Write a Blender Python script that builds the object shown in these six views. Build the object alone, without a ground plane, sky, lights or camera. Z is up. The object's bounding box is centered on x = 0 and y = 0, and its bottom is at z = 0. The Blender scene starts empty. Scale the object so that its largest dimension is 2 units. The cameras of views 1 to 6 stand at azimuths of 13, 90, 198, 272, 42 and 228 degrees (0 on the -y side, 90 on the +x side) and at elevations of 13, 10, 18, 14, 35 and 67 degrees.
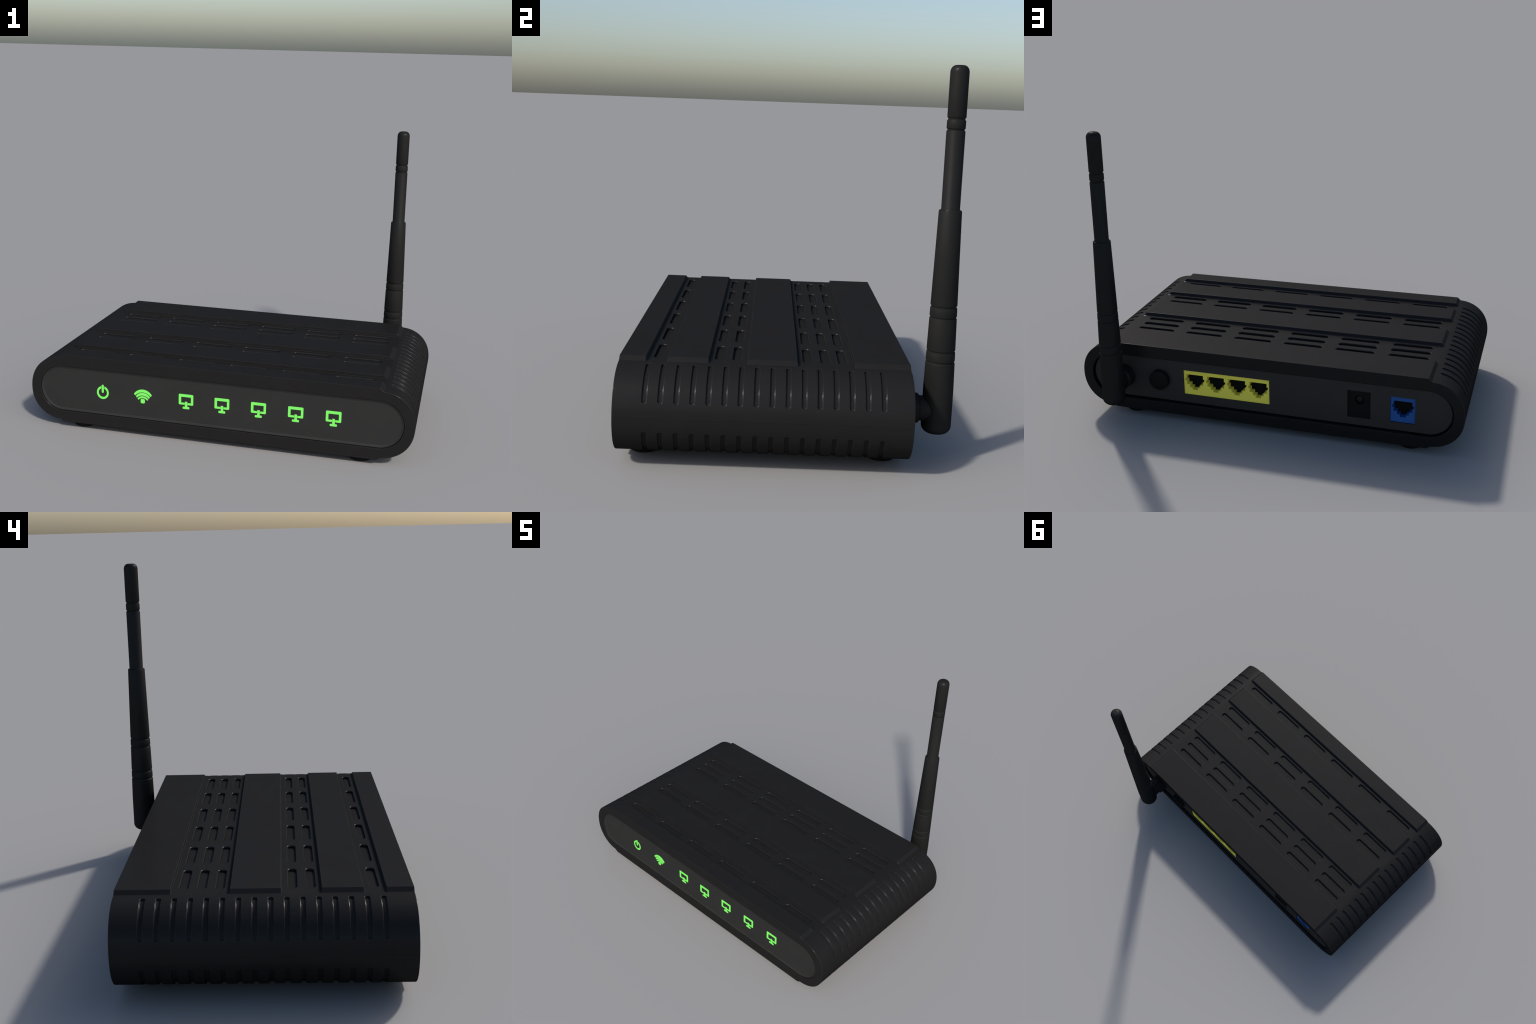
"""Desktop wireless router: a black plastic box with round ends, raised top
plates over vent rows, a front panel with lit symbols, a rear panel with
network sockets, and one upright stepped antenna on a rear hinge."""
import bpy, bmesh
from math import sin, cos, pi, radians, sqrt, atan2, asin
from mathutils import Vector

# ------------------------------------------------------------------ sizes
FRONT_Y, REAR_Y = -0.6430, 0.4655      # front and rear faces of the case
SEAM_Z = 0.2150                        # parting line of the two shells
END_X, END_R = 0.829, 0.171            # axis and radius of the round ends
PLATE_TOP, PLATE_BOTTOM = 0.1868, 0.1830   # plate faces above / below the seam
FLOOR_H = 0.1707                       # groove floor above the seam
PLATE_X, FOOT_X = 0.8225, 0.8400       # plate end: top edge, foot of its chamfer
# grooves between the plates: (top of the sloped wall, its foot, upright wall)
GROOVES = [(-0.5430, -0.5325, -0.4585), (-0.3055, -0.2950, -0.1545), (0.0340, 0.0440, 0.2545)]
VENT_ROWS = [-0.502, -0.267, -0.198, 0.0745, 0.143, 0.2115]
VENT_X = [(i - 2.5) * 0.274 for i in range(6)]
VENT_LEN, VENT_W, VENT_DEEP = 0.205, 0.036, 0.0105
VENT_LIP = 0.0050
SLOT_Y = [-0.526 + i * 0.8785 / 15 for i in range(16)]
SLOT_W, SLOT_DEEP, SLOT_A0, SLOT_A1 = 0.0180, 0.0075, radians(19), radians(78)
PANEL_X, PANEL_R = 0.826, 0.1225       # stadium opening at front and rear
REAR_PANEL_Y = 0.4510
FRONT_PANEL_Y = -0.6352
SOCKET_Y = 0.4465                      # face of the yellow socket block
ANT_X, ANT_Y = 0.7675, 0.5855
HINGE_Z = 0.2165

COL = bpy.context.scene.collection


# ------------------------------------------------------------------ materials
def plastic(name, rgb, rough, grain=0.0, gloss=0.01, glint=0.0, emit=0.0, vary=0.04):
    m = bpy.data.materials.new(name)
    m.use_nodes = True
    nt = m.node_tree
    b = nt.nodes["Principled BSDF"]
    tc = nt.nodes.new("ShaderNodeTexCoord")
    no = nt.nodes.new("ShaderNodeTexNoise")
    no.inputs["Scale"].default_value = 9.0
    no.inputs["Detail"].default_value = 4.0
    nt.links.new(tc.outputs["Object"], no.inputs["Vector"])
    cr = nt.nodes.new("ShaderNodeValToRGB")
    cr.color_ramp.elements[0].position, cr.color_ramp.elements[1].position = 0.3, 0.7
    cr.color_ramp.elements[0].color = [c * (1 - vary) for c in rgb] + [1]
    cr.color_ramp.elements[1].color = [min(1, c * (1 + vary)) for c in rgb] + [1]
    nt.links.new(no.outputs["Fac"], cr.inputs["Fac"])
    nt.links.new(cr.outputs["Color"], b.inputs["Base Color"])
    # matt body with a faint sheen of constant strength (no brightening at glancing angles)
    b.inputs["Roughness"].default_value = rough
    b.inputs["Specular IOR Level"].default_value = 0.0
    gl = nt.nodes.new("ShaderNodeBsdfGlossy")
    gl.inputs["Roughness"].default_value = rough
    mx = nt.nodes.new("ShaderNodeMixShader")
    mx.inputs["Fac"].default_value = gloss
    nt.links.new(b.outputs["BSDF"], mx.inputs[1])
    nt.links.new(gl.outputs["BSDF"], mx.inputs[2])
    # a second, tighter lobe gives the small glints on rounded edges
    gs = nt.nodes.new("ShaderNodeBsdfGlossy")
    gs.inputs["Roughness"].default_value = 0.19
    m2 = nt.nodes.new("ShaderNodeMixShader")
    m2.inputs["Fac"].default_value = glint
    nt.links.new(mx.outputs["Shader"], m2.inputs[1])
    nt.links.new(gs.outputs["BSDF"], m2.inputs[2])
    nt.links.new(m2.outputs["Shader"], nt.nodes["Material Output"].inputs["Surface"])
    if grain:
        fine = nt.nodes.new("ShaderNodeTexNoise")
        fine.inputs["Scale"].default_value = 420.0
        nt.links.new(tc.outputs["Object"], fine.inputs["Vector"])
        bu = nt.nodes.new("ShaderNodeBump")
        bu.inputs["Strength"].default_value = grain
        bu.inputs["Distance"].default_value = 0.001
        nt.links.new(fine.outputs["Fac"], bu.inputs["Height"])
        nt.links.new(bu.outputs["Normal"], b.inputs["Normal"])
        nt.links.new(bu.outputs["Normal"], gl.inputs["Normal"])
    if emit:
        nt.links.new(cr.outputs["Color"], b.inputs["Emission Color"])
        b.inputs["Emission Strength"].default_value = emit
    return m


CASE = plastic("case_plastic", (0.0140, 0.0134, 0.0132), 0.34, 0.02, gloss=0.0068, glint=0.004)
EDGE = plastic("glint_boosted_edge_plastic", (0.0138, 0.0132, 0.0131), 0.34, gloss=0.0068, glint=0.017)  # case plastic with extra gloss, added to bring out sun glints on edges
REAR = plastic("rear_panel_plastic", (0.0370, 0.0335, 0.0310), 0.50, 0.02, gloss=0.016)
PANEL = plastic("panel_plastic", (0.0238, 0.0235, 0.0228), 0.50, 0.02, gloss=0.016)
RUBBER = plastic("antenna_rubber", (0.0140, 0.0140, 0.0135), 0.40, 0.02, gloss=0.009, glint=0.002)
BLACK = plastic("black_plastic", (0.0100, 0.0098, 0.0096), 0.45, gloss=0.006)
CAVITY = plastic("cavity_black", (0.0100, 0.0100, 0.0100), 0.60, gloss=0.004)
YELLOW = plastic("yellow_plastic", (1.0, 0.870, 0.110), 0.55, vary=0.0)
BLUE = plastic("blue_plastic", (0.027, 0.100, 0.330), 0.55, vary=0.02)
GREEN = plastic("lit_green", (0.100, 0.412, 0.066), 0.50, emit=1.08, vary=0.0)


# ------------------------------------------------------------------ mesh helpers
def link(obj, parent=None):
    COL.objects.link(obj)
    if parent:
        obj.parent = parent
    return obj


def finish(bm, name, mat, parent, sharp=35, kind=None):
    bmesh.ops.recalc_face_normals(bm, faces=bm.faces)
    me = bpy.data.meshes.new(name)
    bm.to_mesh(me)
    bm.free()
    for p in me.polygons:
        p.use_smooth = True
    me.set_sharp_from_angle(angle=radians(sharp))
    me.materials.append(mat)
    o = bpy.data.objects.new(name, me)
    return link(o, parent)


def apply_mods(o, sharp=35, keep=False):
    dg = bpy.context.evaluated_depsgraph_get()
    me = bpy.data.meshes.new_from_object(o.evaluated_get(dg))
    o.modifiers.clear()
    old = o.data
    o.data = me
    me.name = o.name
    bpy.data.meshes.remove(old)
    if keep:
        return
    for p in me.polygons:
        p.use_smooth = True
    me.set_sharp_from_angle(angle=radians(sharp))


def cut(o, bm):
    """Subtract the closed pieces in bm from o."""
    bmesh.ops.recalc_face_normals(bm, faces=bm.faces)
    me = bpy.data.meshes.new("cutter")
    bm.to_mesh(me)
    bm.free()
    for m in o.data.materials:
        me.materials.append(m)
    c = link(bpy.data.objects.new("cutter", me))
    md = o.modifiers.new("cut", 'BOOLEAN')
    md.operation, md.solver, md.object = 'DIFFERENCE', 'EXACT', c
    apply_mods(o)
    bpy.data.objects.remove(c)
    bpy.data.meshes.remove(me)


def round_edges(o, w, seg=2, angle=35):
    md = o.modifiers.new("round", 'BEVEL')
    md.width, md.segments, md.limit_method = w, seg, 'WEIGHT'
    b = bmesh.new()
    b.from_mesh(o.data)
    lay = b.edges.layers.float.new("bevel_weight_edge")
    for e in b.edges:
        on_seam = all(abs(v.co.z - SEAM_Z) < 0.001 for v in e.verts)
        in_vent = all(abs(v.co.x) < PLATE_X - 0.02 and abs(abs(v.co.z - SEAM_Z) - FLOOR_H + VENT_DEEP) < 0.001 for v in e.verts)
        on_seam = on_seam or in_vent
        if len(e.link_faces) == 2 and not on_seam and e.calc_face_angle(0) > radians(angle):
            e[lay] = 1.0
    b.to_mesh(o.data)
    b.free()
    md.use_clamp_overlap = False
    md.harden_normals = False
    md.miter_outer = 'MITER_ARC'
    md.material = 1
    apply_mods(o, 60)
    wn = o.modifiers.new("wn", 'WEIGHTED_NORMAL')
    wn.keep_sharp = True
    wn.weight = 90
    apply_mods(o, keep=True)


def prism_y(bm, pts, y0, y1):
    """Close a polygon of (x, z) points between two y planes."""
    a = [bm.verts.new((x, y0, z)) for x, z in pts]
    b = [bm.verts.new((x, y1, z)) for x, z in pts]
    bm.faces.new(a)
    bm.faces.new(b[::-1])
    n = len(pts)
    for i in range(n):
        j = (i + 1) % n
        bm.faces.new((a[j], a[i], b[i], b[j]))


def prism_z(bm, pts, z0, z1):
    a = [bm.verts.new((x, y, z0)) for x, y in pts]
    b = [bm.verts.new((x, y, z1)) for x, y in pts]
    bm.faces.new(a[::-1])
    bm.faces.new(b)
    n = len(pts)
    for i in range(n):
        j = (i + 1) % n
        bm.faces.new((a[i], a[j], b[j], b[i]))


def loops_y(bm, loops):
    """Skin closed loops [(y, [(x, z)...])...] of equal length, capped at both ends."""
    rings = [[bm.verts.new((x, y, z)) for x, z in pts] for y, pts in loops]
    n = len(rings[0])
    for p, q in zip(rings, rings[1:]):
        for i in range(n):
            j = (i + 1) % n
            bm.faces.new((p[i], p[j], q[j], q[i]))
    bm.faces.new(rings[0])
    bm.faces.new(rings[-1][::-1])


def stadium(cx, r, cz=0.0, half=0.0, n=20):
    """Long outline with round ends: axes at half +- cx, radius r."""
    pts = []
    for i in range(n + 1):
        a = -pi / 2 + pi * i / n
        pts.append((half + cx + r * cos(a), cz + r * sin(a)))
    for i in range(n + 1):
        a = pi / 2 + pi * i / n
        pts.append((half - cx + r * cos(a), cz + r * sin(a)))
    return pts


def rect(x0, x1, z0, z1, r=0.0, n=4):
    if r <= 0:
        return [(x0, z0), (x1, z0), (x1, z1), (x0, z1)]
    pts = []
    for cx, cz, a0 in ((x1 - r, z0 + r, -90), (x1 - r, z1 - r, 0), (x0 + r, z1 - r, 90), (x0 + r, z0 + r, 180)):
        for i in range(n + 1):
            a = radians(a0 + 90 * i / n)
            pts.append((cx + r * cos(a), cz + r * sin(a)))
    return pts


def turned(bm, prof, n=48, axis='Z', at=(0, 0, 0)):
    """Turn a profile of (radius, height) points round an axis."""
    rings = []
    for r, h in prof:
        if r < 1e-6:
            rings.append([(0, 0, h)])
        else:
            rings.append([(r * cos(2 * pi * i / n), r * sin(2 * pi * i / n), h) for i in range(n)])

    def put(p):
        x, y, z = p
        if axis == 'Y':
            x, y, z = x, z, -y
        return bm.verts.new((x + at[0], y + at[1], z + at[2]))
    rings = [[put(p) for p in ring] for ring in rings]
    for p, q in zip(rings, rings[1:]):
        for i in range(n):
            j = (i + 1) % n
            if len(p) == 1 and len(q) > 1:
                bm.faces.new((p[0], q[j], q[i]))
            elif len(q) == 1 and len(p) > 1:
                bm.faces.new((p[i], p[j], q[0]))
            elif len(p) > 1:
                bm.faces.new((p[i], p[j], q[j], q[i]))
    for ring in (rings[0], rings[-1]):
        if len(ring) > 1:
            bm.faces.new(ring)


# ------------------------------------------------------------------ the thing
router = bpy.data.objects.new("wireless_router", None)
router["label"] = "black plastic router box with green symbols and one antenna"
router["category"] = "network router"
link(router)


# ------------------------------------------------------------------ shells
def end_radius(a):
    """Slightly squarish round end: distance from the end axis at angle a."""
    return END_R * (abs(cos(a)) ** 2.15 + abs(sin(a)) ** 2.15) ** (-1 / 2.15)


def shell_section(top):
    """Half outline above the seam: round end, plate chamfer, flat top."""
    a_end = atan2(END_R, FOOT_X - END_X)
    right = [(END_X + end_radius(a_end * i / 15) * cos(a_end * i / 15),
              end_radius(a_end * i / 15) * sin(a_end * i / 15)) for i in range(16)]
    right[0] = (END_X + END_R, 0.0002)
    right.append((PLATE_X, top))
    # split the flat top between the vent columns, so each face holds one vent
    flat = [(0.274 * k, top) for k in (2, 1, 0, -1, -2)]
    return right + flat + [(-x, z) for x, z in right[::-1]]


def vent_cutter(c, x, y):
    """Long round-ended recess: flat floor, short upright wall, rounded lip."""
    half = VENT_LEN / 2 - VENT_W / 2
    levels = [(-VENT_LIP * 0.45, -VENT_DEEP), (-VENT_LIP * 0.45, -VENT_LIP)]
    for i in range(1, 6):
        a = radians(80) * i / 5
        levels.append((VENT_LIP * (0.55 - cos(a)), -VENT_LIP + (VENT_LIP + 0.0004) * sin(a)))
    levels.append((VENT_LIP * 0.42, 0.004))
    rings = [[c.verts.new((px_, py_, FLOOR_H + z)) for px_, py_ in stadium(half, VENT_W / 2 + dr, y, x, 12)]
             for dr, z in levels]
    n = len(rings[0])
    for k, (p, q) in enumerate(zip(rings, rings[1:])):
        for i in range(n):
            j = (i + 1) % n
            c.faces.new((p[i], p[j], q[j], q[i])).material_index = 1 if k else 0
    c.faces.new(rings[0][::-1])
    c.faces.new(rings[-1])


def build_shell(name, up):
    PLATE_H = PLATE_TOP if up else PLATE_BOTTOM
    bm = bmesh.new()
    loops = [(FRONT_Y, shell_section(PLATE_H))]
    for y_top, y_foot, y_wall in GROOVES:
        rows = [y for y in VENT_ROWS if y_foot < y < y_wall]
        loops += [(y_top, shell_section(PLATE_H)), (y_foot, shell_section(FLOOR_H))]
        loops += [((a + b) / 2, shell_section(FLOOR_H)) for a, b in zip(rows, rows[1:])]
        loops += [(y_wall - 0.0008, shell_section(FLOOR_H)), (y_wall, shell_section(PLATE_H))]
    loops.append((REAR_Y, shell_section(PLATE_H)))
    loops_y(bm, loops)
    bmesh.ops.recalc_face_normals(bm, faces=bm.faces)
    o = finish(bm, name, CASE, router)
    o.data.materials.append(EDGE)

    c = bmesh.new()
    # vent recesses in the groove floors
    for y in VENT_ROWS:
        for x in VENT_X:
            vent_cutter(c, x, y)
    # finger slots wrapped round both ends
    for s in (1, -1):
        for y in SLOT_Y:
            secs = []
            cr = 0.006 / END_R
            ang = [SLOT_A0, SLOT_A0 + 0.25 * cr, SLOT_A0 + cr]
            ang += [SLOT_A0 + cr + (SLOT_A1 - SLOT_A0 - 2 * cr) * i / 14 for i in range(1, 14)]
            ang += [SLOT_A1 - cr, SLOT_A1 - 0.25 * cr, SLOT_A1]
            for k, a in enumerate(ang):
                inset = (0.006, 0.0022, 0.0)[min(k, len(ang) - 1 - k, 2)]
                hw = SLOT_W / 2 - inset
                secs.append([c.verts.new((s * (END_X + r * cos(a)), y + w, r * sin(a)))
                             for r, w in ((end_radius(a) - SLOT_DEEP, -hw), (end_radius(a) - SLOT_DEEP, hw),
                                          (end_radius(a) + 0.012, hw), (end_radius(a) + 0.012, -hw))])
            for p, q in zip(secs, secs[1:]):
                for i in range(4):
                    j = (i + 1) % 4
                    c.faces.new((p[i], p[j], q[j], q[i]))
            c.faces.new(secs[0])
            c.faces.new(secs[-1][::-1])
    # stadium openings for the front and rear panels
    prism_y(c, stadium(PANEL_X, PANEL_R, n=32), FRONT_Y - 0.02, FRONT_Y + 0.026)
    prism_y(c, stadium(PANEL_X, PANEL_R, n=32), REAR_Y - 0.070, REAR_Y + 0.02)
    cut(o, c)
    b = bmesh.new()
    b.from_mesh(o.data)
    bmesh.ops.remove_doubles(b, verts=b.verts, dist=0.00003)
    bmesh.ops.dissolve_degenerate(b, edges=b.edges, dist=0.00003)
    for v in b.verts:
        v.co.z = SEAM_Z + (v.co.z if up else -v.co.z)
    if not up:
        bmesh.ops.reverse_faces(b, faces=b.faces)
    b.to_mesh(o.data)
    b.free()
    round_edges(o, 0.0020, 3)
    return o


build_shell("upper_shell", True)
build_shell("lower_shell", False)

# ------------------------------------------------------------------ feet
foot = None
for sx in (-1, 1):
    for y in (-0.555, 0.378):
        if foot is None:
            bm = bmesh.new()
            turned(bm, [(0, 0), (0.050, 0), (0.056, 0.002), (0.0605, 0.007), (0.062, 0.014), (0.062, 0.040)], 40)
            foot = finish(bm, "foot", BLACK, router)
            f = foot
        else:
            f = link(foot.copy(), router)
        f.location = (sx * 0.735, y, 0)

# ------------------------------------------------------------------ front panel and symbols
bm = bmesh.new()
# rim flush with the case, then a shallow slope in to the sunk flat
loops_y(bm, [(FRONT_Y + 0.0255, stadium(PANEL_X, 0.1205, SEAM_Z + 0.001, n=32)),
             (FRONT_Y + 0.0044, stadium(PANEL_X, 0.1205, SEAM_Z + 0.001, n=32)),
             (FRONT_Y + 0.0038, stadium(PANEL_X, 0.1195, SEAM_Z + 0.001, n=32)),
             (FRONT_PANEL_Y - 0.0006, stadium(PANEL_X, 0.1095, SEAM_Z + 0.001, n=32)),
             (FRONT_PANEL_Y, stadium(PANEL_X, 0.1085, SEAM_Z + 0.001, n=32))])
front_panel = finish(bm, "front_panel", PANEL, router, 12)

ICON_Y0, ICON_Y1 = FRONT_PANEL_Y - 0.0012, FRONT_PANEL_Y + 0.002


def arc3(x, half, z_end, z_top, n=14):
    """Arc over a chord of the given half width, from left to right."""
    rise = z_top - z_end
    r = (half * half + rise * rise) / (2 * rise)
    a = asin(half / r)
    return [(x + r * sin(-a + 2 * a * i / n), z_top - r + r * cos(-a + 2 * a * i / n)) for i in range(n + 1)]


# power symbol: open ring and bar
bm = bmesh.new()
px, pz = -0.6043, 0.2145
gap_o, gap_i = asin(0.0090 / 0.0325), asin(0.0088 / 0.0230)
outer = [(px + 0.0327 * sin(a), pz + 0.0352 * cos(a)) for a in
         [gap_o + (2 * pi - 2 * gap_o) * i / 40 for i in range(41)]]
inner = [(px + 0.0228 * sin(a), pz + 0.0233 * cos(a)) for a in
         [gap_i + (2 * pi - 2 * gap_i) * i / 40 for i in range(41)]]
prism_y(bm, outer + inner[::-1], ICON_Y0, ICON_Y1)
prism_y(bm, rect(px - 0.0060, px + 0.0056, 0.2130, 0.2572, 0.0054), ICON_Y0, ICON_Y1)
finish(bm, "power_symbol", GREEN, front_panel, 25)

# wireless symbol: three arcs and a dot
bm = bmesh.new()
wx = -0.3845
for ho, zo, to, hi, zi, ti in ((0.0485, 0.2280, 0.2555, 0.0415, 0.2196, 0.2399),
                               (0.0380, 0.2163, 0.2370, 0.0322, 0.2085, 0.2230),
                               (0.0290, 0.2043, 0.2192, 0.0240, 0.1973, 0.2092)):
    prism_y(bm, arc3(wx, ho, zo, to) + arc3(wx, hi, zi, ti)[::-1], ICON_Y0, ICON_Y1)
prism_y(bm, rect(wx - 0.0120, wx + 0.0108, 0.1808, 0.2045, 0.0065), ICON_Y0, ICON_Y1)
finish(bm, "wireless_symbol", GREEN, front_panel, 25)

# five computer symbols: screen frame open at the bottom, stand and foot
bm = bmesh.new()
frame = ([(-0.0068, 0.1995), (-0.0068, 0.2103), (-0.0257, 0.2103), (-0.0257, 0.2413), (0.0263, 0.2413),
          (0.0263, 0.2103), (0.0091, 0.2103), (0.0091, 0.1992)]
         + [p for p in rect(-0.0385, 0.0385, 0.1992, 0.2560, 0.0050, 3)])
prism_y(bm, frame, ICON_Y0, ICON_Y1)
stand = [(-0.0145, 0.1770), (0.0155, 0.1770), (0.0183, 0.1800), (0.0183, 0.1860), (0.0155, 0.1890), (0.0075, 0.1890),
         (0.0075, 0.2140), (0.0050, 0.2165), (-0.0054, 0.2165), (-0.0054, 0.1890), (-0.0145, 0.1890), (-0.0178, 0.1860),
         (-0.0178, 0.1800)]
prism_y(bm, stand, ICON_Y0, ICON_Y1)
screen = finish(bm, "computer_symbol", GREEN, front_panel, 25)
screen.location.x = -0.1530
for i in range(1, 5):
    s = link(screen.copy(), front_panel)
    s.location.x = -0.1530 + i * 0.1890

# ------------------------------------------------------------------ rear panel and sockets
bm = bmesh.new()
# backing plate that closes the opening, then the panel face with a shadow gap round it
loops_y(bm, [(REAR_PANEL_Y - 0.0540, stadium(PANEL_X, 0.1220, SEAM_Z + 0.001, n=32)),
             (REAR_PANEL_Y - 0.0220, stadium(PANEL_X, 0.1220, SEAM_Z + 0.001, n=32)),
             (REAR_PANEL_Y - 0.0215, stadium(PANEL_X, 0.1140, SEAM_Z + 0.001, n=32)),
             (REAR_PANEL_Y - 0.0010, stadium(PANEL_X, 0.1140, SEAM_Z + 0.001, n=32)),
             (REAR_PANEL_Y, stadium(PANEL_X, 0.1130, SEAM_Z + 0.001, n=32))])
rear_panel = finish(bm, "rear_panel", REAR, router, 30)

YB = (-0.0287, 0.4335, 0.1490, 0.2828)      # yellow block x0 x1 z0 z1
BB = (-0.7617, -0.6410, 0.1447, 0.2775)     # blue block
PB = (-0.5448, -0.4295, 0.1410, 0.2856)     # power socket
c = bmesh.new()
prism_y(c, rect(*YB), REAR_PANEL_Y - 0.0480, REAR_PANEL_Y + 0.02)
prism_y(c, rect(BB[0] - .001, BB[1] + .001, BB[2] - .001, BB[3] + .001), REAR_PANEL_Y - 0.0480, REAR_PANEL_Y + 0.02)
prism_y(c, rect(*PB), REAR_PANEL_Y - 0.0480, REAR_PANEL_Y + 0.02)
cut(rear_panel, c)


def socket_outline(x, top):
    """Stepped opening of a network socket, latch notch downwards."""
    steps = [(0.0455, 0.0, 0.0205), (0.0525, 0.0205, 0.0355), (0.0455, 0.0355, 0.0555),
             (0.0288, 0.0555, 0.0715), (0.0148, 0.0715, 0.0845)]
    right = []
    for w, z0, z1 in steps:
        right += [(x + w, top - z0), (x + w, top - z1)]
    return right + [(2 * x - px_, z_) for px_, z_ in right[::-1]]


def socket_block(name, box, mat, y_front, centres, top, parent):
    bm = bmesh.new()
    prism_y(bm, rect(*box), y_front - 0.036, y_front)
    o = finish(bm, name, mat, parent)
    c = bmesh.new()
    for x in centres:
        prism_y(c, socket_outline(x, top), y_front - 0.05, y_front + 0.01)
    cut(o, c)
    for x in centres:
        b = bmesh.new()
        prism_y(b, rect(x - 0.0555, x + 0.0555, box[2] + 0.004, box[3] - 0.004), y_front - 0.0415, y_front - 0.0365)
        finish(b, "socket_cavity", CAVITY, o)
    return o


socket_block("network_socket_block", YB, YELLOW, SOCKET_Y,
             [0.3743 - 0.1142 * i for i in range(4)], 0.2608, rear_panel)
socket_block("network_socket", BB, BLUE, SOCKET_Y - 0.0020, [-0.7018], 0.2565, rear_panel)

# power socket: sunk black plate with a round hole and a dome pin
bm = bmesh.new()
PY = SOCKET_Y - 0.0030
prism_y(bm, rect(*PB), PY - 0.030, PY)
power = finish(bm, "power_socket", BLACK, rear_panel)
c = bmesh.new()
turned(c, [(0.0235, PY - 0.022), (0.0235, PY + 0.01)], 32, 'Y', (-0.4880, 0, 0.2360))
cut(power, c)
bm = bmesh.new()
turned(bm, [(0.0215, PY - 0.0215)] + [(0.0215 * cos(a), PY - 0.0140 + 0.0145 * sin(a)) for a in
                                     [pi / 2 * i / 8 for i in range(8)]] + [(0, PY + 0.0005)],
       32, 'Y', (-0.4880, 0, 0.2360))
finish(bm, "socket_pin", CASE, power)

# push button
bm = bmesh.new()
turned(bm, [(0.0525, 0.4450), (0.0525, 0.4745), (0.0518, 0.4770), (0.0495, 0.4780)], 48, 'Y', (0.5650, 0, 0.2180))
finish(bm, "push_button", BLACK, rear_panel)

# ------------------------------------------------------------------ antenna
bm = bmesh.new()
Z0, RC = 0.1205, 0.032
prof = [(0, Z0)]
prof += [(0.0580 - RC + RC * sin(a), Z0 + RC - RC * cos(a)) for a in [pi / 2 * i / 8 for i in range(9)]]


def sleeve_r(z):
    return 0.0580 - (0.0580 - 0.0430) * max(0.0, (z - 0.30)) / (0.992 - 0.30) if z > 0.30 else 0.0580


def groove(z0, z1, deep, r):
    e = 0.0018
    return [(r(z0) - 0.0006, z0 - e * 0.2), (r(z0) - deep, z0 + e), (r(z1) - deep, z1 - e), (r(z1) - 0.0006, z1 + e * 0.2)]


prof += [(sleeve_r(z), z) for z in (0.20, 0.30, 0.40)]
for z0, z1 in ((0.4045, 0.4130), (0.4460, 0.4540), (0.5785, 0.5862), (0.6190, 0.6285)):
    prof += [(sleeve_r(z0 - 0.003), z0 - 0.003)] + groove(z0, z1, 0.0035, sleeve_r) + [(sleeve_r(z1 + 0.003), z1 + 0.003)]
prof += [(sleeve_r(0.8), 0.8), (0.0432, 0.9890), (0.0420, 0.9918), (0.0395, 0.9935), (0.0365, 0.9945), (0.0350, 0.9975)]
for z0, z1 in ((1.2885, 1.2965), (1.3275, 1.3370)):
    prof += [(0.0350, z0 - 0.002)] + groove(z0, z1, 0.0035, lambda z: 0.0350) + [(0.0350, z1 + 0.002)]
prof += [(0.0350, 1.42)]
prof += [(0.0125 + 0.0225 * cos(a), 1.5020 + 0.0258 * sin(a)) for a in [pi / 2 * i / 8 for i in range(9)]] + [(0, 1.5282)]
turned(bm, prof, 56, 'Z', (ANT_X, ANT_Y, 0))
antenna = finish(bm, "antenna", RUBBER, router, 30)

bm = bmesh.new()
turned(bm, [(0.0625, REAR_PANEL_Y - 0.002), (0.0625, REAR_PANEL_Y + 0.0015), (0.0600, REAR_PANEL_Y + 0.0040),
            (0.0585, REAR_PANEL_Y + 0.0040), (0.0585, 0.5065), (0.0560, 0.5100), (0.0515, 0.5135), (0.0490, 0.5140),
            (0.0490, ANT_Y)], 48, 'Y', (ANT_X, 0, HINGE_Z))
finish(bm, "hinge", RUBBER, antenna, 30)
